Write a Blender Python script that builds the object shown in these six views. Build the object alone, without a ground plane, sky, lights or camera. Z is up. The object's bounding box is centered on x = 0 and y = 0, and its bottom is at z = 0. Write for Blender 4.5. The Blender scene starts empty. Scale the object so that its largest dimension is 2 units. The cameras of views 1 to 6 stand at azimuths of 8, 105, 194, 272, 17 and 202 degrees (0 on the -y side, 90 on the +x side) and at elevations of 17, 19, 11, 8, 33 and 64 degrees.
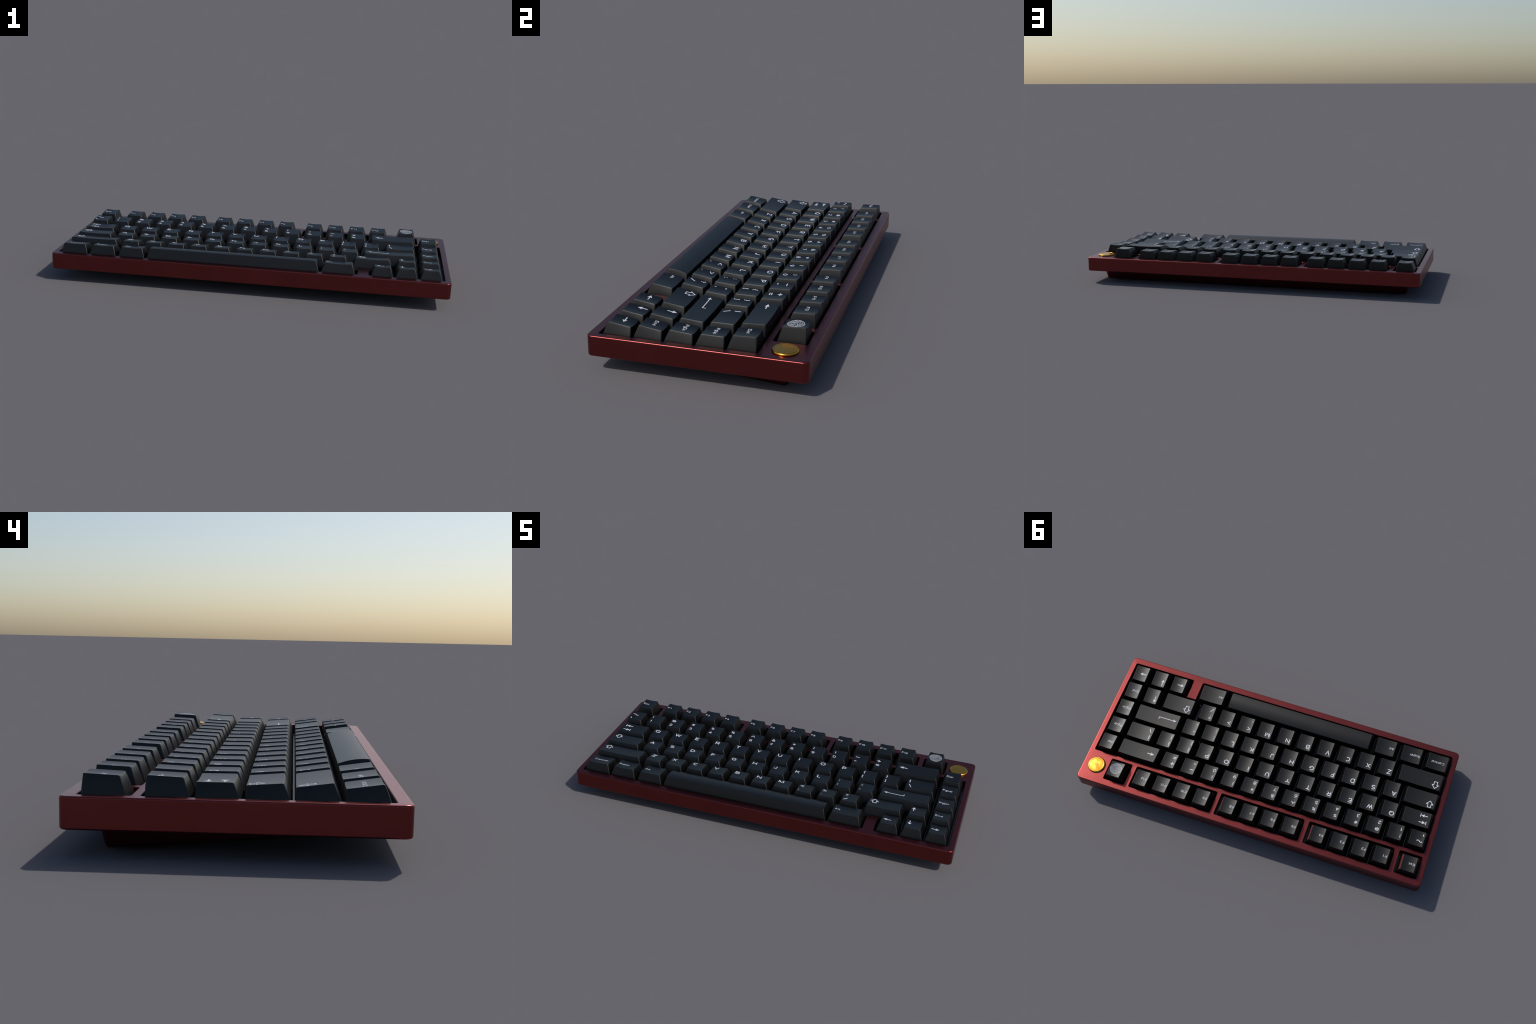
# A compact mechanical keyboard: red anodised case on a wedge base, dark plate,
# sculpted black keycaps with pale legends and a gold embossed badge.
import bpy, bmesh, math
import numpy as np
from mathutils import Vector

# ------------------------------------------------------------------ materials
def principled(name, base, rough, metal=0.0, spec=0.5, grain=0.0, grain_scale=900.0,
               rough_var=0.0, tint_var=0.0, coat=0.0):
    m = bpy.data.materials.new(name)
    m.use_nodes = True
    nt = m.node_tree
    b = nt.nodes["Principled BSDF"]
    b.inputs["Base Color"].default_value = (*base, 1)
    b.inputs["Roughness"].default_value = rough
    b.inputs["Metallic"].default_value = metal
    b.inputs["Specular IOR Level"].default_value = spec
    b.inputs["Coat Weight"].default_value = coat
    tc = nt.nodes.new("ShaderNodeTexCoord")
    if tint_var:
        n = nt.nodes.new("ShaderNodeTexNoise")
        n.inputs["Scale"].default_value = 7.0
        n.inputs["Detail"].default_value = 4.0
        nt.links.new(tc.outputs["Object"], n.inputs["Vector"])
        r = nt.nodes.new("ShaderNodeValToRGB")
        r.color_ramp.elements[0].position = 0.35
        r.color_ramp.elements[1].position = 0.65
        lo = [c * (1 - tint_var) for c in base]
        hi = [min(1, c * (1 + tint_var)) for c in base]
        r.color_ramp.elements[0].color = (*lo, 1)
        r.color_ramp.elements[1].color = (*hi, 1)
        nt.links.new(n.outputs["Fac"], r.inputs["Fac"])
        nt.links.new(r.outputs["Color"], b.inputs["Base Color"])
    if grain:
        g = nt.nodes.new("ShaderNodeTexNoise")
        g.inputs["Scale"].default_value = grain_scale
        g.inputs["Detail"].default_value = 2.0
        nt.links.new(tc.outputs["Object"], g.inputs["Vector"])
        bp = nt.nodes.new("ShaderNodeBump")
        bp.inputs["Strength"].default_value = grain
        bp.inputs["Distance"].default_value = 0.0004
        nt.links.new(g.outputs["Fac"], bp.inputs["Height"])
        nt.links.new(bp.outputs["Normal"], b.inputs["Normal"])
        if rough_var:
            mr = nt.nodes.new("ShaderNodeMapRange")
            mr.inputs["To Min"].default_value = rough - rough_var
            mr.inputs["To Max"].default_value = rough + rough_var
            nt.links.new(g.outputs["Fac"], mr.inputs["Value"])
            nt.links.new(mr.outputs["Result"], b.inputs["Roughness"])
    return m

RED = principled("red_anodised_metal", (0.205, 0.0415, 0.0405), 0.30, metal=1.0, grain=0.10, rough_var=0.03, tint_var=0.04)
CAP = principled("black_keycap_plastic", (0.0020, 0.0018, 0.0015), 0.41, spec=0.44, grain=0.10, grain_scale=1400, rough_var=0.03, tint_var=0.06)
INK = principled("pale_legend_plastic", (0.63, 0.645, 0.69), 0.55, tint_var=0.02)
PLATE = principled("dark_plate", (0.010, 0.012, 0.016), 0.30, spec=0.6, tint_var=0.05)
GOLD = principled("gold_metal", (0.68, 0.335, 0.045), 0.25, metal=1.0, grain=0.05, rough_var=0.02, tint_var=0.03)
RUBBER = principled("black_rubber", (0.012, 0.012, 0.012), 0.7, tint_var=0.05)
SWITCH = principled("black_switch_plastic", (0.012, 0.012, 0.013), 0.5, tint_var=0.05)

# ------------------------------------------------------------------ mesh helpers
def finish(name, verts, faces, mat, smooth=True, sharp_deg=None):
    """Mesh with area weighted normals so that flats stay flat beside fillets."""
    me = bpy.data.meshes.new(name)
    me.from_pydata([tuple(v) for v in verts], [], faces)
    me.materials.append(mat)
    me.update()
    if smooth:
        shade(me)
    return me

def shade(me):
    n = len(me.polygons)
    fn = np.empty(n * 3); fa = np.empty(n)
    me.polygons.foreach_get("normal", fn)
    me.polygons.foreach_get("area", fa)
    fn = fn.reshape(-1, 3) * fa[:, None]
    lv = np.empty(len(me.loops), dtype=np.int64)
    me.loops.foreach_get("vertex_index", lv)
    tot = np.empty(n, dtype=np.int64)
    me.polygons.foreach_get("loop_total", tot)
    acc = np.zeros((len(me.vertices), 3))
    np.add.at(acc, lv, np.repeat(fn, tot, axis=0))
    l = np.linalg.norm(acc, axis=1, keepdims=True); l[l == 0] = 1
    me.polygons.foreach_set("use_smooth", np.ones(n, dtype=bool))
    me.normals_split_custom_set_from_vertices([tuple(v) for v in acc / l])

def rounded(poly, radii, seg):
    """Round the corners of a closed polygon (counter-clockwise list of xy)."""
    out = []
    n = len(poly)
    for i in range(n):
        p0, p, p1 = (np.array(poly[j % n], float) for j in (i - 1, i, i + 1))
        a = (p0 - p) / np.linalg.norm(p0 - p)
        b = (p1 - p) / np.linalg.norm(p1 - p)
        r = max(radii[i] if hasattr(radii, "__len__") else radii, 1e-4)
        half = math.acos(max(-1, min(1, float(a @ b)))) / 2
        t = r / math.tan(half)
        c = p + (a + b) / np.linalg.norm(a + b) * (r / math.sin(half))
        s, e = p + a * t - c, p + b * t - c
        a0 = math.atan2(s[1], s[0]); a1 = math.atan2(e[1], e[0])
        d = (a1 - a0 + math.pi) % (2 * math.pi) - math.pi
        for k in range(seg + 1):
            w = a0 + d * k / seg
            out.append((c[0] + r * math.cos(w), c[1] + r * math.sin(w)))
    return out

def offset(poly, d):
    """Mitre offset of a rectilinear counter-clockwise polygon; d > 0 grows it."""
    n = len(poly); out = []
    for i in range(n):
        p0, p, p1 = (np.array(poly[j % n], float) for j in (i - 1, i, i + 1))
        e0 = (p - p0) / np.linalg.norm(p - p0); e1 = (p1 - p) / np.linalg.norm(p1 - p)
        n0 = np.array((e0[1], -e0[0])); n1 = np.array((e1[1], -e1[0]))
        out.append(tuple(p + d * (n0 + n1) / (1 + float(n0 @ n1))))
    return out

def rect(x0, x1, y0, y1):
    return [(x0, y0), (x1, y0), (x1, y1), (x0, y1)]

def bridge(faces, a, b, n, flip=False):
    for i in range(n):
        j = (i + 1) % n
        f = (a + i, a + j, b + j, b + i)
        faces.append(f[::-1] if flip else f)

root = bpy.data.objects.new("mechanical_keyboard", None)
bpy.context.scene.collection.objects.link(root)
root["label"] = "compact black mechanical keyboard in a red metal case with gold badge"
root["category"] = "keyboard"

def add(name, me, parent=None, loc=(0, 0, 0)):
    o = bpy.data.objects.new(name, me)
    bpy.context.scene.collection.objects.link(o)
    o.parent = parent or root
    o.location = loc
    return o

# ------------------------------------------------------------------ case
HX, HY = 1.0, 0.4185           # half extents of the case
Z_BOT, Z_TOP = 0.0657, 0.1470
Z_PLATE = 0.1130
CORNER = 0.024
OPENINGS = [                    # key wells: Escape, three function groups, emblem key, main block
    (rect(-0.9695, -0.8430, 0.2500, 0.3795), 0.009),
    (rect(-0.8140, -0.3310, 0.2500, 0.3795), 0.009),
    (rect(-0.3015, 0.1850, 0.2500, 0.3795), 0.009),
    (rect(0.2105, 0.6965, 0.2500, 0.3795), 0.009),
    (rect(0.7255, 0.8505, 0.2500, 0.3795), 0.009),
    ([(-0.9700, -0.3800), (0.5445, -0.3800), (0.5445, -0.2595), (0.6025, -0.2595), (0.6025, -0.3800),
      (0.9700, -0.3800), (0.9700, 0.2255), (-0.9700, 0.2255)],
     [0.009, 0.009, 0.0015, 0.0015, 0.009, 0.009, 0.009, 0.009]),
]

def build_case():
    bm = bmesh.new()
    outer = rect(-HX, HX, -HY, HY)
    def ring(pts, z):
        return [bm.verts.new((x, y, z)) for x, y in pts]
    def skin(a, b):
        n = len(a)
        for i in range(n):
            bm.faces.new((a[i], a[(i + 1) % n], b[(i + 1) % n], b[i]))
    rings = []
    rb, rt, S = 0.0055, 0.0050, 12
    for k in range(6):                       # lower edge fillet
        w = math.pi / 2 * k / 5
        d = rb * (1 - math.sin(w))
        rings.append(ring(rounded(offset(outer, -d), max(CORNER - d, 0.004), S), Z_BOT + rb * (1 - math.cos(w))))
    for k in range(6):                       # upper edge fillet
        w = math.pi / 2 * k / 5
        d = rt * (1 - math.cos(w))
        rings.append(ring(rounded(offset(outer, -d), CORNER - d, S), Z_TOP - rt * (1 - math.sin(w))))
    for a, b in zip(rings, rings[1:]):
        skin(a, b)
    bm.faces.new(rings[0][::-1])
    edges = []
    def loop_edges(r):
        for i in range(len(r)):
            edges.append(bm.edges.get((r[i], r[(i + 1) % len(r)])) or bm.edges.new((r[i], r[(i + 1) % len(r)])))
    loop_edges(rings[-1])
    rh = 0.0022
    for poly, rad in OPENINGS:
        rad = rad if hasattr(rad, "__len__") else [rad] * len(poly)
        hs = []
        for k in range(4):
            w = math.pi / 2 * k / 3
            d = rh * (1 - math.sin(w))
            hs.append(ring(rounded(offset(poly, d), rad, 6), Z_TOP - rh * (1 - math.cos(w))))
        hs.append(ring(rounded(poly, rad, 6), Z_PLATE - 0.012))
        for a, b in zip(hs, hs[1:]):
            skin(b, a) if False else skin(a[::-1], b[::-1])
        loop_edges(hs[0])
    bmesh.ops.triangle_fill(bm, use_beauty=True, use_dissolve=False, edges=edges, normal=(0, 0, 1))
    for f in bm.faces:
        if all(abs(v.co.z - Z_TOP) < 1e-5 for v in f.verts) and f.normal.z < 0:
            f.normal_flip()
    me = bpy.data.meshes.new("case")
    bm.to_mesh(me); bm.free()
    me.materials.append(RED)
    me.update()
    shade(me)
    return me

case = add("case", build_case())

# wedge base under the case: deep at the back, running out towards the front
Z_REAR = 0.0056
SLOPE = 0.092                      # the underside is inclined by five degrees
def underside(y):
    return Z_REAR + (0.306 - y) * SLOPE

def build_wedge():
    verts, faces = [], []
    S = 6
    y_back, y_front = 0.3385, -0.300
    prof = [(0.0, 0.0), (0.5, 0.0), (0.86, 0.0), (0.93, 0.0007), (0.98, 0.0024), (1.0, 0.0052)]
    n = None
    for t, ins in prof:
        x = 0.927 - 0.011 * t - ins
        pts = rounded(rect(-x, x, y_front + ins, y_back - 0.016 * t - ins), 0.018, S)
        n = len(pts)
        for px, py in pts:
            verts.append((px, py, (Z_BOT + 0.004) * (1 - t) + min(max(underside(py), 0.0044), Z_BOT + 0.003) * t))
    for k in range(len(prof) - 1):
        bridge(faces, (k + 1) * n, k * n, n)
    faces.append(tuple(range((len(prof) - 1) * n, len(prof) * n))[::-1])
    return finish("wedge_base", verts, faces, RED)

wedge = add("wedge_base", build_wedge())

# round rubber feet on the inclined underside
def build_foot():
    verts, faces = [], []
    M = 40
    prof = [(0.036, 0.004), (0.036, -0.0020), (0.0350, -0.0036), (0.033, -0.0042)]
    for r, z in prof:
        for i in range(M):
            a = 2 * math.pi * i / M
            x, y = r * math.cos(a), r * math.sin(a)
            verts.append((x, y, z - y * SLOPE))
    for k in range(len(prof) - 1):
        bridge(faces, (k + 1) * M, k * M, M)
    faces.append(tuple(range((len(prof) - 1) * M, len(prof) * M))[::-1])
    faces.append(tuple(range(M)))
    return finish("foot", verts, faces, RUBBER)

FOOT = build_foot()
low = min(v.co.z for v in FOOT.vertices)
y_rear = 0.306 - (-low - Z_REAR) / SLOPE       # rear feet just reach the ground
for fx in (-0.80, 0.80):
    for fy in (y_rear, -0.24):
        add("foot", FOOT, parent=wedge, loc=(fx, fy, underside(fy)))

# dark mounting plate inside the case
def build_plate():
    verts, faces = [], []
    pts = rounded(rect(-0.978, 0.978, -0.388, 0.388), 0.006, 4)
    n = len(pts)
    for z in (Z_PLATE - 0.010, Z_PLATE):
        verts += [(x, y, z) for x, y in pts]
    bridge(faces, 0, n, n)
    faces.append(tuple(range(n, 2 * n)))
    faces.append(tuple(range(n))[::-1])
    return finish("plate", verts, faces, PLATE, smooth=False)

add("plate", build_plate())

# ------------------------------------------------------------------ keycaps
GAP_HALF = 0.0568                     # half width of a one unit skirt
Z_SKIRT = 0.1270
TOP_SHIFT = 0.0098                    # the top sits towards the back of the skirt
TOP_HALF_Y = 0.0451
INSET = 0.0172
# row profile: height at the back edge, height at the front edge of the top
PROFILE = {
    "function": (0.1954, 0.1916), "emblem": (0.2014, 0.1978), "number": (0.1947, 0.1912), "upper": (0.1813, 0.1819),
    "home": (0.1761, 0.1834), "lower": (0.1740, 0.1871), "space": (0.1740, 0.1895),
}
EXTRA = {"function": 0.0012, "emblem": 0.0014, "number": 0.0006}

def top_height(row, hx, x, y):
    """Height of the keycap top at x, y from the skirt centre."""
    zb, zf = PROFILE[row]
    t = (y - TOP_SHIFT + TOP_HALF_Y) / (2 * TOP_HALF_Y)
    t = min(max(t, -0.05), 1.05)
    z = zf + (zb - zf) * t
    if row == "space":
        return z + 0.0052 * (1 - (2 * t - 1) ** 2)
    u = min(abs(x) / hx, 1.05)
    return z - 0.0032 * (1 - u ** 2.0)

def split_edges(pts, S, nx, ny):
    """Add points along the four straight sides of a rounded rectangle."""
    out = []
    for c in range(4):
        corner = pts[c * (S + 1):(c + 1) * (S + 1)]
        out += corner
        a, b = corner[-1], pts[((c + 1) % 4) * (S + 1)]
        k = nx if c % 2 == 0 else ny
        out += [(a[0] + (b[0] - a[0]) * i / k, a[1] + (b[1] - a[1]) * i / k) for i in range(1, k)]
    return out

_caps = {}
def keycap_mesh(row, w):
    """w is the half width of the skirt."""
    key = (row, round(w, 5))
    if key in _caps:
        return _caps[key]
    S = 5
    nx, ny = int(12 + 60 * max(0.0, w - GAP_HALF)), 8
    verts, faces = [], []
    ix = INSET + EXTRA.get(row, 0.0)
    hxf, hxb = w - ix, w - ix - 0.0016
    y0, y1 = TOP_SHIFT - TOP_HALF_Y, TOP_SHIFT + TOP_HALF_Y
    def section(t, ins):
        """Outline at the fraction t of the way up, drawn in by ins."""
        bulge = 0.0016 * math.sin(math.pi * t)
        lf, lb = w + (hxf - w) * t + bulge - ins, w + (hxb - w) * t + bulge - ins
        ya = -GAP_HALF + (y0 + GAP_HALF) * t - bulge * 0.6 + ins
        yb = GAP_HALF + (y1 - GAP_HALF) * t + bulge * 0.3 - ins
        r = max(0.0028 + 0.0024 * t - ins * 0.7, 0.0015)
        return split_edges(rounded([(-lf, ya), (lf, ya), (lb, yb), (-lb, yb)], r, S), S, nx, ny)
    rings = []
    n = 4 * (S + 1) + 2 * (nx - 1) + 2 * (ny - 1)
    fil = 0.0009
    def put(pts, zfun):
        rings.append(len(verts))
        for x, y in pts:
            verts.append((x, y, zfun(x, y)))
    top = lambda x, y: top_height(row, hxf, x, y)
    put(section(0.0, 0.0), lambda x, y: Z_SKIRT)
    for t in (0.03, 0.3, 0.6, 0.9, 0.965):
        put(section(t, 0.0), lambda x, y, t=t: Z_SKIRT + (top(x, y) - Z_SKIRT) * t)
    for k in range(1, 5):
        a = math.pi / 2 * k / 4
        put(section(1.0, fil * (1 - math.cos(a))), lambda x, y, a=a: top(x, y) - fil * (1 - math.sin(a)))
    edge = section(1.0, fil)
    cy = TOP_SHIFT
    for s in (0.985, 0.94, 0.87, 0.79, 0.70, 0.60, 0.50, 0.40, 0.30, 0.20, 0.10):
        put([(x * s, cy + (y - cy) * s) for x, y in edge], top)
    for a, b in zip(rings, rings[1:]):
        bridge(faces, a, b, n)
    verts.append((0, cy, top(0, cy)))
    c = len(verts) - 1
    faces += [(rings[-1] + i, rings[-1] + (i + 1) % n, c) for i in range(n)]
    faces.append(tuple(range(n))[::-1])
    me = finish("keycap", verts, faces, CAP)
    _caps[key] = me
    return me

# ------------------------------------------------------------------ legends
# A round single-stroke alphabet, drawn as centre lines in a unit box: width, strokes.
def E(cx, cy, rx, ry, a0, a1):
    n = max(3, int(abs(a1 - a0) / 18))
    return [(cx + rx * math.cos(math.radians(a0 + (a1 - a0) * i / n)),
             cy + ry * math.sin(math.radians(a0 + (a1 - a0) * i / n))) for i in range(n + 1)]

def dot(x, y):
    return [(x, y)]                     # a single point is drawn as a full stop

O_RING = E(.5, .5, .5, .5, 90, 450)
GLYPH = {
    "A": (.98, [[(0, 0), (.5, 1), (1, 0)], [(.18, .34), (.82, .34)]]),
    "B": (.84, [[(.6, .53), (0, .53), (0, 1), (.6, 1)] + E(.6, .765, .34, .235, 72, -90), [(.6, .53)] + E(.62, .265, .38, .265, 90, -90) + [(0, 0), (0, .53)]]),
    "C": (.98, [E(.5, .5, .5, .5, 48, 312)]),
    "D": (.92, [[(0, 0), (0, 1), (.48, 1)] + E(.48, .5, .52, .5, 80, -90) + [(0, 0)]]),
    "E": (.80, [[(1, 1), (0, 1), (0, 0), (1, 0)], [(0, .52), (.88, .52)]]),
    "F": (.78, [[(1, 1), (0, 1), (0, 0)], [(0, .50), (.86, .50)]]),
    "G": (1.0, [E(.5, .5, .5, .5, 46, 340) + [(1, .44), (.56, .44)]]),
    "H": (.88, [[(0, 0), (0, 1)], [(1, 0), (1, 1)], [(0, .52), (1, .52)]]),
    "I": (.16, [[(.5, 0), (.5, 1)]]),
    "J": (.66, [[(1, 1), (1, .36)] + E(.5, .36, .5, .36, 0, -165)]),
    "K": (.88, [[(0, 0), (0, 1)], [(.92, 1), (0, .40)], [(.36, .63), (1, 0)]]),
    "L": (.72, [[(0, 1), (0, 0), (1, 0)]]),
    "M": (1.06, [[(0, 0), (0, 1), (.5, .12), (1, 1), (1, 0)]]),
    "N": (.92, [[(0, 0), (0, 1), (1, 0), (1, 1)]]),
    "O": (1.06, [O_RING]),
    "P": (.82, [[(0, 0), (0, 1), (.58, 1)] + E(.58, .72, .42, .28, 72, -90) + [(0, .44)]]),
    "Q": (1.06, [O_RING, [(.58, .34), (.98, .0)]]),
    "R": (.86, [[(0, 0), (0, 1), (.58, 1)] + E(.58, .73, .42, .27, 72, -90) + [(0, .46)], [(.48, .46), (1, 0)]]),
    "S": (.84, [E(.5, .745, .46, .255, 28, 250) + E(.5, .265, .5, .265, 70, -152)]),
    "T": (.90, [[(0, 1), (1, 1)], [(.5, 1), (.5, 0)]]),
    "U": (.88, [[(0, 1), (0, .40)] + E(.5, .40, .5, .40, 180, 360) + [(1, 1)]]),
    "V": (.94, [[(0, 1), (.5, 0), (1, 1)]]),
    "W": (1.28, [[(0, 1), (.26, 0), (.5, .92), (.74, 0), (1, 1)]]),
    "X": (.92, [[(0, 0), (1, 1)], [(0, 1), (1, 0)]]),
    "Y": (.92, [[(0, 1), (.5, .46), (1, 1)], [(.5, .46), (.5, 0)]]),
    "Z": (.88, [[(0, 1), (1, 1), (0, 0), (1, 0)]]),
    "0": (.86, [O_RING]),
    "1": (.42, [[(0, .74), (.75, 1), (.75, 0)]]),
    "2": (.80, [E(.5, .70, .46, .30, 165, -30) + [(0, 0), (1, 0)]]),
    "3": (.80, [E(.48, .745, .44, .255, 150, -80) + E(.48, .265, .52, .265, 78, -155)]),
    "4": (.88, [[(.70, 0), (.70, 1), (0, .27), (1, .27)]]),
    "5": (.80, [[(.92, 1), (.14, 1), (.06, .56)] + E(.47, .32, .53, .32, 118, -150)]),
    "6": (.82, [E(.86, .36, .86, .64, 88, 176) + E(.5, .32, .5, .32, 170, 530)]),
    "7": (.80, [[(0, 1), (1, 1), (.34, 0)]]),
    "8": (.82, [E(.5, .76, .42, .24, 90, 450), E(.5, .26, .5, .26, 90, 450)]),
    "9": (.82, [E(.14, .64, .86, .64, -88, -4) + E(.5, .68, .5, .32, -10, 350)]),
    "!": (.16, [[(.5, 1), (.5, .32)], dot(.5, .03)]),
    "@": (1.12, [E(.5, .5, .5, .5, -50, 290), E(.5, .5, .22, .24, 0, 360), [(.74, .72), (.74, .36), (.95, .36)]]),
    "#": (1.0, [[(.24, 0), (.40, 1)], [(.60, 0), (.76, 1)], [(0, .34), (.94, .34)], [(.06, .68), (1, .68)]]),
    "$": (.84, [E(.5, .70, .46, .20, 28, 250) + E(.5, .30, .5, .21, 70, -152), [(.5, .90), (.5, 1.05)], [(.5, .09), (.5, -.05)]]),
    "%": (1.0, [[(.12, 0), (.88, 1)], E(.20, .80, .17, .18, 0, 360), E(.80, .20, .17, .18, 0, 360)]),
    "&": (1.0, [[(1, 0), (.22, .72)] + E(.44, .80, .25, .20, 200, -40) + E(.40, .27, .40, .27, 120, 300) + [(1, .50)]]),
    "*": (.90, [[(.5, .06), (.5, .94)], [(.08, .28), (.92, .72)], [(.08, .72), (.92, .28)]]),
    "(": (.40, [E(1.15, .5, 1.15, .62, 122, 238)]),
    ")": (.40, [E(-.15, .5, 1.15, .62, 58, -58)]),
    "[": (.34, [[(1, 1.06), (0, 1.06), (0, -.06), (1, -.06)]]),
    "]": (.34, [[(0, 1.06), (1, 1.06), (1, -.06), (0, -.06)]]),
    "{": (.42, [[(1, 1.08), (.45, 1.0), (.45, .62), (0, .5), (.45, .38), (.45, 0), (1, -.08)]]),
    "}": (.42, [[(0, 1.08), (.55, 1.0), (.55, .62), (1, .5), (.55, .38), (.55, 0), (0, -.08)]]),
    "?": (.72, [E(.5, .76, .48, .24, 170, -50) + [(.5, .46), (.5, .28)], dot(.5, .03)]),
    ":": (.18, [dot(.5, .12), dot(.5, .72)]),
    ";": (.18, [[(.5, .24), (.2, -.12)], dot(.5, .72)]),
    "'": (.18, [[(.5, .80), (.5, .35)]]),
    '"': (.46, [[(.12, .80), (.12, .40)], [(.88, .80), (.88, .40)]]),
    ",": (.18, [[(.65, .20), (.2, -.18)]]),
    ".": (.18, [dot(.5, .05)]),
    "c": (.62, [E(.5, .36, .5, .36, 52, 308)]),
    "d": (.62, [[(1, 1.0), (1, 0)], E(.5, .36, .48, .36, 0, 360)]),
    "e": (.64, [[(.04, .38), (.98, .38)] + E(.5, .36, .5, .36, 20, 312)]),
    "g": (.62, [E(.5, .36, .48, .36, 0, 360), [(1, .72), (1, -.10)] + E(.5, -.10, .5, .18, 0, -150)]),
    "l": (.14, [[(.5, 1), (.5, 0)]]),
    "n": (.58, [[(0, 0), (0, .72)], [(0, .42)] + E(.5, .42, .5, .30, 170, 0) + [(1, 0)]]),
    "o": (.64, [E(.5, .36, .5, .36, 90, 450)]),
    "p": (.62, [[(0, .72), (0, -.28)], E(.52, .36, .48, .36, 180, 540)]),
    "r": (.36, [[(0, 0), (0, .72)], [(0, .40)] + E(.75, .40, .75, .32, 170, 75)]),
    "s": (.54, [E(.5, .54, .46, .18, 28, 250) + E(.5, .18, .5, .18, 70, -152)]),
    "t": (.54, [[(.42, .94), (.42, .16), (.60, 0), (1, 0)], [(0, .70), (1, .70)]]),
    "u": (.58, [[(0, .72), (0, .30)] + E(.5, .30, .5, .30, 180, 360) + [(1, .72)], [(1, .40), (1, 0)]]),
}

def write(s, left, cap, weight, base_y=None, mid_y=None, width=None, stretch=1.0, gap=0.16):
    """Strokes of a word as ribbons; cap is the height of the capitals."""
    total = sum(GLYPH[c][0] for c in s) + gap * (len(s) - 1)
    k = width / (total * cap) if width else stretch
    x = left
    lines = []
    for c in s:
        w, strokes = GLYPH[c]
        W = w * cap * k
        inner = max(W - weight, 0.0)
        for st in strokes:
            pts = [(x + (W - inner) / 2 + px * inner, weight / 2 + py * (cap - weight)) for px, py in st]
            lines.append(pts)
        x += W + gap * cap * k
    ys = [p[1] for l in lines for p in l]
    dy = mid_y - (max(ys) + min(ys)) / 2 if mid_y is not None else base_y
    out = []
    for l in lines:
        if len(l) == 1:
            px, py = l[0]
            l = [(px - weight * 0.6, py), (px + weight * 0.6, py)]
        clean = [l[0]]
        for p in l[1:]:
            if math.dist(p, clean[-1]) > 2e-4:
                clean.append(p)
        closed = len(clean) > 3 and math.dist(clean[0], clean[-1]) < 4e-4
        out.append(strip([(px, py + dy) for px, py in (clean[:-1] if closed else clean)], weight, closed))
    return out

def strip(points, width, closed=False, step=0.004):
    """Ribbon along a polyline, cut finely enough to follow a dished top."""
    P = [np.array(p, float) for p in points]
    if closed:
        P.append(P[0])
    fine = []
    for a, b in zip(P, P[1:]):
        k = max(1, int(np.linalg.norm(b - a) / step))
        fine += [a + (b - a) * i / k for i in range(k)]
    if not closed:
        fine.append(P[-1])
    n = len(fine); v = []; f = []
    for i, p in enumerate(fine):
        a = fine[i - 1] if (i > 0 or closed) else p
        b = fine[(i + 1) % n] if (i < n - 1 or closed) else p
        d0 = p - a if np.linalg.norm(p - a) > 1e-9 else b - p
        d1 = b - p if np.linalg.norm(b - p) > 1e-9 else p - a
        d0 = d0 / np.linalg.norm(d0); d1 = d1 / np.linalg.norm(d1)
        n0 = np.array((-d0[1], d0[0])); n1 = np.array((-d1[1], d1[0]))
        m = (n0 + n1) / max(1 + float(n0 @ n1), 0.35)
        v += [p - m * width / 2, p + m * width / 2]
    for i in range(n if closed else n - 1):
        j = (i + 1) % n
        f.append((2 * i, 2 * j, 2 * j + 1, 2 * i + 1))
    return np.array(v), f

def arrow(tail, tip, head_len, head_half, shaft, barb=0.25):
    """Solid arrow with a notched head."""
    t, p = np.array(tail, float), np.array(tip, float)
    d = (p - t) / np.linalg.norm(p - t); nrm = np.array((-d[1], d[0]))
    back = p - d * head_len
    notch = p - d * head_len * (1 - barb)
    v, f = strip([t, notch + d * 0.0005], shaft)
    k = len(v)
    hv = [p, back + nrm * head_half, notch, back - nrm * head_half]
    return np.vstack([v, hv]), f + [(k, k + 1, k + 2), (k, k + 2, k + 3)]

def block_arrow(cx, tip_y, base_y, half, stem_half, line):
    """Outlined broad arrow pointing from base_y to tip_y."""
    s = 1 if tip_y > base_y else -1
    wing = tip_y - s * abs(tip_y - base_y) * 0.52
    pts = [(cx - stem_half, base_y), (cx + stem_half, base_y), (cx + stem_half, wing), (cx + half, wing),
           (cx, tip_y), (cx - half, wing), (cx - stem_half, wing)]
    return strip(pts, line, closed=True)

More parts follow.
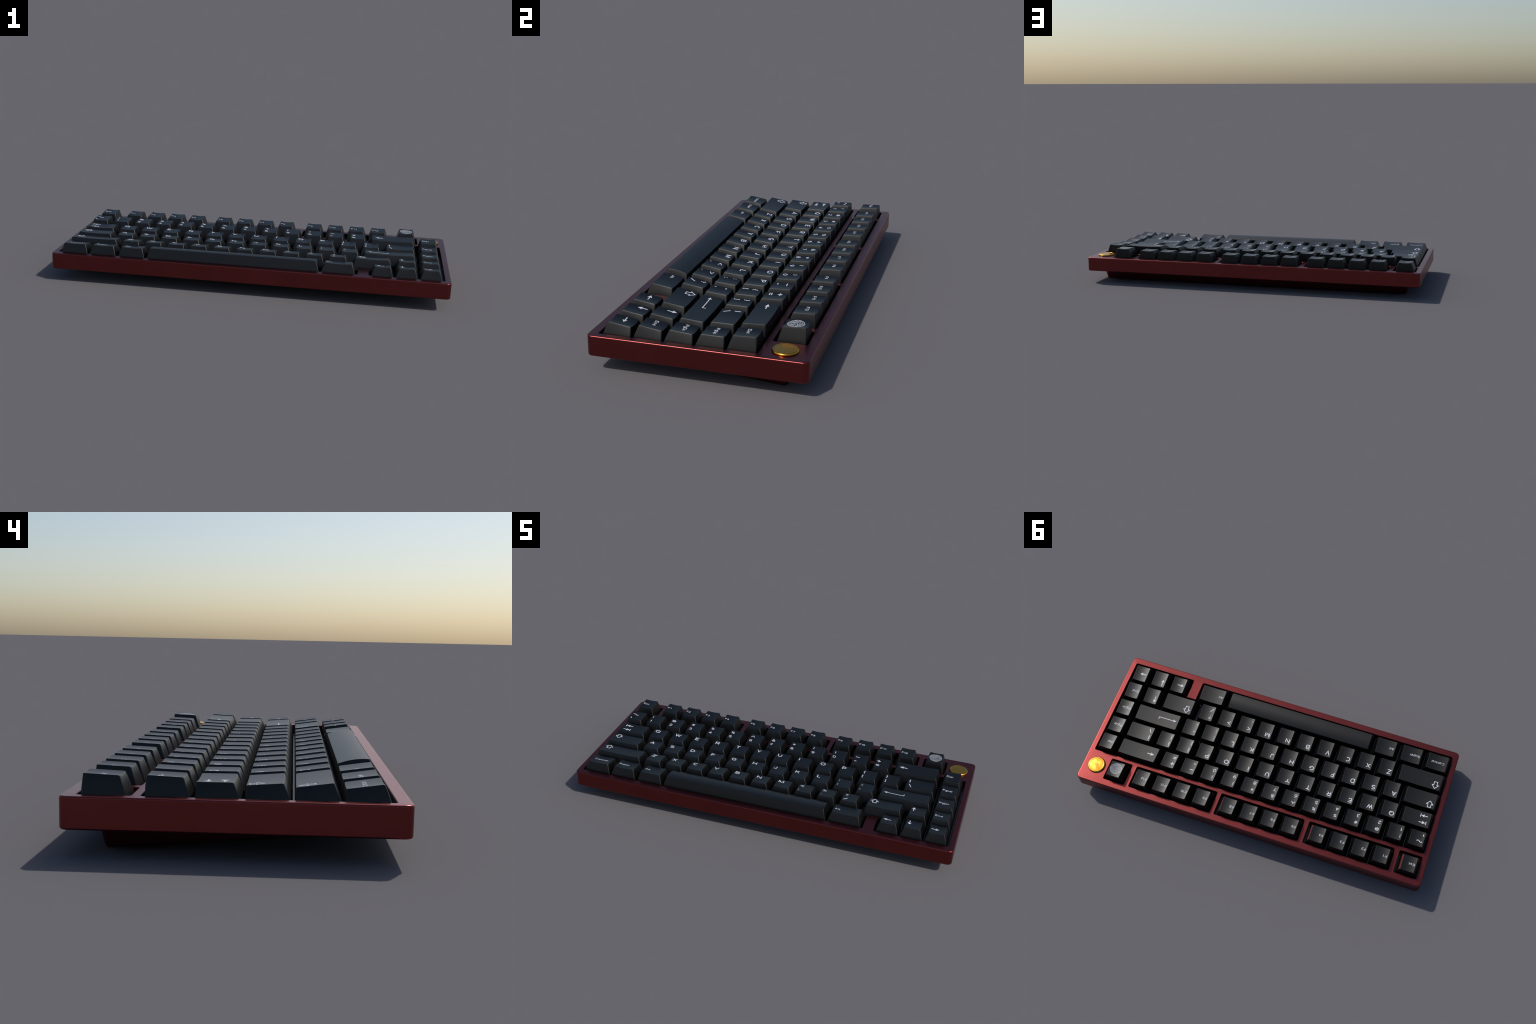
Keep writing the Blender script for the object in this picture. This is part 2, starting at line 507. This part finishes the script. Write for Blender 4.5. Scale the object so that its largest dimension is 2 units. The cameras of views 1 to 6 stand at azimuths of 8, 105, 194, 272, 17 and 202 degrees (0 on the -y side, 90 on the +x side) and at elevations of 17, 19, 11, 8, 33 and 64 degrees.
def legend_mesh(parts, row, hx):
    """Join flat shapes and drape them, a little proud, over the keycap top."""
    verts, faces = [], []
    for k, (v, f) in enumerate(parts):
        base = len(verts)
        lift = 0.00022 + 0.00003 * (k % 5)          # crossing strokes never share a plane
        for x, y in v:
            verts.append((x, y, top_height(row, hx, x, y) + lift))
        pv = np.asarray(v)
        for p in f:
            a = 0.0
            for i in range(len(p)):
                q, r = pv[p[i]], pv[p[(i + 1) % len(p)]]
                a += q[0] * r[1] - q[1] * r[0]
            faces.append(tuple(base + i for i in (p if a > 0 else p[::-1])))
    me = bpy.data.meshes.new("legend")
    me.from_pydata(verts, [], faces)
    me.materials.append(INK)
    # give the print its own thickness, down into the cap
    bm = bmesh.new(); bm.from_mesh(me)
    bmesh.ops.remove_doubles(bm, verts=bm.verts, dist=1e-6)
    ret = bmesh.ops.extrude_face_region(bm, geom=list(bm.faces))
    for e in ret["geom"]:
        if isinstance(e, bmesh.types.BMVert):
            e.co.z -= 0.0012
    bmesh.ops.recalc_face_normals(bm, faces=bm.faces)
    bm.to_mesh(me); bm.free()
    return me

WORD_WIDTH = {"Esc": 0.0345, "Del": 0.0330, "End": 0.0370, "PgUp": 0.0490, "PgDn": 0.0490,
              "Control": 0.0715, "Super": 0.0580, "Alt": 0.0270}
Y_BACK, Y_FRONT = TOP_SHIFT + TOP_HALF_Y, TOP_SHIFT - TOP_HALF_Y
LOW_MID = {"`": 0.0206, "'": 0.0190, ",": 0.0190, ".": 0.0190, "-": 0.0215, "/": 0.0235}
HIGH_MID = {"~": 0.0316, "+": 0.0282, "?": 0.0225, "_": 0.0290, '"': 0.0255, ":": 0.0255}

def legend_parts(kind, hx):
    L = -hx + 0.0008                                 # left edge of the top
    if kind is None:
        return None
    if kind == "emblem":
        return contour_lines(0.0005, TOP_SHIFT - 0.0035, 0.0325, 0.0014)
    if kind.startswith("pair "):
        hi, lo = kind[5], kind[6]
        out = []
        for ch, mid in ((hi, Y_BACK - HIGH_MID.get(hi, 0.0250)), (lo, Y_FRONT + LOW_MID.get(lo, 0.0235))):
            if ch == "_":
                out.append(strip([(L + 0.0080, mid), (L + 0.0290, mid)], 0.0040))
            elif ch == "~":
                pts = [(L + 0.0075 + 0.031 * i / 16, mid + 0.0045 * math.sin(2 * math.pi * i / 16)) for i in range(17)]
                out.append(strip(pts, 0.0040))
            elif ch == "`":
                out.append(strip([(L + 0.0075, mid + 0.0045), (L + 0.0125, mid - 0.0045)], 0.0050))
            elif ch == "-":
                out.append(strip([(L + 0.0085, mid), (L + 0.0200, mid)], 0.0045))
            elif ch == "\\":
                out.append(strip([(L + 0.0125, mid + 0.0125), (L + 0.0255, mid - 0.0125)], 0.0038))
            elif ch == "/":
                out.append(strip([(L + 0.0095, mid - 0.0110), (L + 0.0250, mid + 0.0110)], 0.0038))
            elif ch == "|":
                out.append(strip([(L + 0.0120, mid - 0.0125), (L + 0.0120, mid + 0.0125)], 0.0042))
            elif ch == "^":
                out.append(strip([(L + 0.0080, mid - 0.006), (L + 0.0175, mid + 0.006), (L + 0.0270, mid - 0.006)], 0.0036))
            elif ch in "<>":
                s = 1 if ch == ">" else -1
                out.append(strip([(L + 0.0175 - s * 0.008, mid + 0.0085), (L + 0.0175 + s * 0.008, mid), (L + 0.0175 - s * 0.008, mid - 0.0085)], 0.0036))
            elif ch == "+":
                out.append(strip([(L + 0.0065, mid), (L + 0.0250, mid)], 0.0046))
                out.append(strip([(L + 0.01575, mid + 0.0023), (L + 0.01575, mid + 0.0092)], 0.0046))
                out.append(strip([(L + 0.01575, mid - 0.0092), (L + 0.01575, mid - 0.0023)], 0.0046))
            elif ch == "=":
                for s in (-1, 1):
                    out.append(strip([(L + 0.0065, mid + s * 0.0042), (L + 0.0245, mid + s * 0.0042)], 0.0040))
            elif ch in "[]{}":
                out += write(ch, L + 0.0058, 0.0215, 0.0029, mid_y=mid)
            else:
                out += write(ch, L + 0.0078, 0.0195, 0.0028, mid_y=mid)
        return out
    if kind.startswith("word "):
        s = kind[5:]
        w = WORD_WIDTH.get(s, 0.0225 if len(s) == 2 else 0.0325)
        left = L + (0.0155 if s == "Control" else 0.0066)
        return write(s, left, 0.0138, 0.0018, base_y=TOP_SHIFT - 0.0066, width=w)
    if kind == "arrow left":
        return [arrow((L + 0.0455, TOP_SHIFT), (L + 0.0075, TOP_SHIFT), 0.0185, 0.0100, 0.0042)]
    if kind == "arrow right":
        return [arrow((L + 0.0075, TOP_SHIFT), (L + 0.0455, TOP_SHIFT), 0.0185, 0.0100, 0.0042)]
    if kind == "arrow up":
        return [arrow((L + 0.0150, Y_BACK - 0.0480), (L + 0.0150, Y_BACK - 0.0095), 0.0185, 0.0100, 0.0042)]
    if kind == "arrow down":
        return [arrow((L + 0.0165, Y_BACK - 0.0095), (L + 0.0165, Y_BACK - 0.0485), 0.0185, 0.0100, 0.0042)]
    if kind == "backspace":
        return [arrow((L + 0.0565, TOP_SHIFT), (L + 0.0145, TOP_SHIFT), 0.0230, 0.0098, 0.0048)]
    if kind == "enter":
        y = Y_BACK - 0.0505
        return [arrow((L + 0.1170, y), (L + 0.0135, y), 0.0180, 0.0088, 0.0036),
                strip([(L + 0.1172, y - 0.0018), (L + 0.1172, y + 0.0140)], 0.0036)]
    if kind == "tab":
        yu, yl = Y_BACK - 0.0262, Y_FRONT + 0.0238
        return [arrow((L + 0.0575, yu), (L + 0.0215, yu), 0.0190, 0.0098, 0.0042),
                strip([(L + 0.0185, yu - 0.0100), (L + 0.0185, yu + 0.0100)], 0.0040),
                arrow((L + 0.0175, yl), (L + 0.0530, yl), 0.0190, 0.0098, 0.0042),
                strip([(L + 0.0560, yl - 0.0100), (L + 0.0560, yl + 0.0100)], 0.0040)]
    if kind == "shift":
        return [block_arrow(L + 0.0292, Y_BACK - 0.0075, Y_BACK - 0.0462, 0.0180, 0.0088, 0.0036)]
    if kind == "capslock":
        return [block_arrow(L + 0.0295, Y_BACK - 0.0440, Y_BACK - 0.0075, 0.0180, 0.0088, 0.0036)]
    return write(kind, L + 0.0082, 0.0260, 0.0040, base_y=Y_BACK - 0.0370)

CENTRES = ((0.0, -0.36), (0.52, 0.26))
def contour_field(x, y):
    """Smooth map height: a squarish hill at the front, a small round one beside it."""
    (ax, ay), (bx, by) = CENTRES
    a = max(abs(x - ax), abs(y - ay)) * 0.45 + math.hypot(x - ax, y - ay) * 0.55
    b = math.hypot(x - bx, y - by) + 0.12
    k = 14.0
    return -math.log(math.exp(-k * a) + math.exp(-k * b)) / k + 0.016 * math.sin(7 * x + 3 * y)

def contour_lines(cx, cy, radius, width, spacing=0.165):
    """Disc filled with map-like contour lines round two centres, plus a rim."""
    N = 72
    g = np.linspace(-1, 1, N)
    F = np.array([[contour_field(x, y) for x in g] for y in g])
    segs = []
    level = 0.17
    while level < 1.6:
        for j in range(N - 1):
            for i in range(N - 1):
                c = [(g[i], g[j], F[j, i]), (g[i + 1], g[j], F[j, i + 1]), (g[i + 1], g[j + 1], F[j + 1, i + 1]), (g[i], g[j + 1], F[j + 1, i])]
                pts = []
                for q, r in zip(c, c[1:] + c[:1]):
                    if (q[2] < level) != (r[2] < level):
                        t = (level - q[2]) / (r[2] - q[2])
                        pts.append((q[0] + (r[0] - q[0]) * t, q[1] + (r[1] - q[1]) * t))
                if len(pts) == 2 and all(math.hypot(*p) < 0.93 for p in pts):
                    segs.append(pts)
        level += spacing
    # chain the short pieces into polylines
    ends = {}
    kf = lambda p: (round(p[0], 5), round(p[1], 5))
    for s, (p, q) in enumerate(segs):
        ends.setdefault(kf(p), []).append(s); ends.setdefault(kf(q), []).append(s)
    used = set(); lines = []
    for s in range(len(segs)):
        if s in used:
            continue
        used.add(s)
        chain = list(segs[s])
        for side in (1, 0):
            while True:
                tip = kf(chain[-1] if side else chain[0])
                nxt = [t for t in ends[tip] if t not in used]
                if not nxt:
                    break
                used.add(nxt[0])
                p, q = segs[nxt[0]]
                other = q if kf(p) == tip else p
                chain.append(other) if side else chain.insert(0, other)
        lines.append(chain)
    out = []
    for ch in lines:
        closed = kf(ch[0]) == kf(ch[-1]) and len(ch) > 4
        pts = ch[:-1] if closed else ch
        pts = pts[::2] if len(pts) > 8 else pts
        if len(pts) < 3:
            continue
        out.append(strip([(cx + x * radius, cy + y * radius) for x, y in pts], width, closed, step=1))
    rim = [(cx + radius * 0.985 * math.cos(a), cy + radius * 0.985 * math.sin(a)) for a in np.linspace(0, 2 * math.pi, 65)[:-1]]
    out.append(strip(rim, width * 1.1, True, step=1))
    return out

# ------------------------------------------------------------------ layout
# rows: centre y of the skirt
ROW_Y = {"function": 0.3145, "number": 0.1613, "upper": 0.0416, "home": -0.0776, "lower": -0.1963, "bottom": -0.3160}
KEYS = []                       # (row y, profile, x centre, skirt half width, legend)

def unit_run(rowname, profile, first_x, pitch, legends):
    for i, s in enumerate(legends):
        KEYS.append((ROW_Y[rowname], profile, first_x + i * pitch, GAP_HALF, s))

def wide(rowname, profile, x0, x1, legend):
    KEYS.append((ROW_Y[rowname], profile, (x0 + x1) / 2, (x1 - x0) / 2, legend))

P = 0.1195
unit_run("function", "function", -0.9083, P, ["word Esc"])
unit_run("function", "function", -0.7565, P, ["word F%d" % i for i in range(1, 5)])
unit_run("function", "function", -0.2420, P, ["word F%d" % i for i in range(5, 9)])
unit_run("function", "function", 0.2738, P, ["word F%d" % i for i in range(9, 13)])
unit_run("function", "emblem", 0.7870, P, ["emblem"])
unit_run("number", "number", -0.9105, 0.1197, ["pair " + s for s in ("~`", "!1", "@2", "#3", "$4", "%5", "^6", "&7", "*8", "(9", ")0", "_-", "+=")])
wide("number", "number", 0.5865, 0.8405, "backspace")
wide("upper", "upper", -0.9670, -0.7845, "tab")
unit_run("upper", "upper", -0.7220, 0.1203, list("QWERTYUIOP") + ["pair {[", "pair }]"])
wide("upper", "upper", 0.6665, 0.8410, "pair |\\")
wide("home", "home", -0.9680, -0.7630, "capslock")
unit_run("home", "home", -0.7000, 0.1194, list("ASDFGHJKL") + ["pair :;", "pair \"'"])
wide("home", "home", 0.5560, 0.8415, "enter")
wide("lower", "lower", -0.9670, -0.6985, "shift")
unit_run("lower", "lower", -0.6355, 0.1194, list("ZXCVBNM") + ["pair <,", "pair >.", "pair ?/"])
wide("lower", "lower", 0.5140, 0.7175, "shift")
unit_run("lower", "lower", 0.7855, P, ["arrow up"])
wide("bottom", "lower", -0.9670, -0.8220, "word Control")
wide("bottom", "lower", -0.8175, -0.6755, "word Super")
wide("bottom", "lower", -0.6670, -0.5255, "word Alt")
wide("bottom", "space", -0.5200, 0.3580, None)
wide("bottom", "lower", 0.3640, 0.5360, "word Alt")
unit_run("bottom", "lower", 0.6660, 0.1190, ["arrow left", "arrow down", "arrow right"])
for rowname, profile, s in (("number", "number", "word Del"), ("upper", "upper", "word PgUp"), ("home", "home", "word PgDn"), ("lower", "lower", "word End")):
    unit_run(rowname, profile, 0.9035, P, [s])

def switch_mesh():
    verts, faces = [], []
    levels = ((0.045, Z_PLATE - 0.001), (0.045, Z_PLATE + 0.004), (0.038, Z_SKIRT + 0.0005))
    for h, z in levels:
        verts += [(x, y, z) for x, y in rounded(rect(-h, h, -h, h), 0.004, 2)]
    n = 12
    for k in range(2):
        bridge(faces, k * n, (k + 1) * n, n)
    faces.append(tuple(range(2 * n, 3 * n)))
    faces.append(tuple(range(n))[::-1])
    return finish("switch", verts, faces, SWITCH, smooth=False)

SWITCH_MESH = switch_mesh()
_legends = {}
for y, profile, x, w, legend in KEYS:
    cap = add("space_bar" if profile == "space" else "keycap", keycap_mesh(profile, w), loc=(x, y, 0))
    add("switch", SWITCH_MESH, loc=(x, y, 0))
    hx = w - INSET - EXTRA.get(profile, 0.0)
    parts = legend_parts(legend, hx)
    if parts:
        add("emblem_print" if legend == "emblem" else "legend", legend_mesh(parts, profile, hx), parent=cap)

# ------------------------------------------------------------------ badge
def build_badge(r, h):
    """Turned disc: rounded edge, a raised rim line and a shallow sunk field."""
    prof = [(0.0, h - 0.0010), (0.5 * r, h - 0.0010), (0.775 * r, h - 0.0010), (0.790 * r, h - 0.0008), (0.805 * r, h - 0.0002), (0.820 * r, h)]
    e = 0.0066
    for k in range(1, 11):
        a = math.pi / 2 * k / 10
        prof.append((r - e + e * math.sin(a), h - e + e * math.cos(a)))
    prof.append((r - 0.0006, 0.0016))
    prof.append((r - 0.0020, -0.0006))
    M = 96
    verts = [(0, 0, prof[0][1])]
    faces = []
    for pr, pz in prof[1:]:
        verts += [(pr * math.cos(2 * math.pi * i / M), pr * math.sin(2 * math.pi * i / M), pz) for i in range(M)]
    faces += [(0, 1 + i, 1 + (i + 1) % M) for i in range(M)]
    for k in range(len(prof) - 2):
        bridge(faces, 1 + (k + 1) * M, 1 + k * M, M)
    faces.append(tuple(1 + (len(prof) - 2) * M + i for i in range(M))[::-1])
    return finish("badge", verts, faces, GOLD)

BADGE_R, BADGE_H = 0.0495, 0.0088
badge = add("badge", build_badge(BADGE_R, BADGE_H), loc=(0.9185, 0.3145, Z_TOP))

def build_relief():
    """Embossed field: fine ridges that follow the contours, set into the rim."""
    verts, faces = [], []
    R, M, K = BADGE_R * 0.785, 220, 64
    spacing = 0.135
    def z(x, y):
        w = contour_field(x / R, y / R) / spacing
        fade = min(1.0, (1.0 - math.hypot(x, y) / R) * 14)
        dome = 0.0008 * (1 - (x * x + y * y) / (R * R))
        return BADGE_H - 0.0008 + dome + 0.00008 * math.cos(2 * math.pi * w) * max(fade, 0.0)
    verts.append((0, 0, z(0, 0)))
    for k in range(1, K + 1):
        for i in range(M):
            a = 2 * math.pi * i / M
            x, y = R * k / K * math.cos(a), R * k / K * math.sin(a)
            verts.append((x, y, z(x, y) if k < K else BADGE_H - 0.0014))
    faces += [(0, 1 + i, 1 + (i + 1) % M) for i in range(M)]
    for k in range(K - 1):
        bridge(faces, 1 + (k + 1) * M, 1 + k * M, M)
    return finish("badge_relief", verts, faces, GOLD)

add("badge_relief", build_relief(), parent=badge)
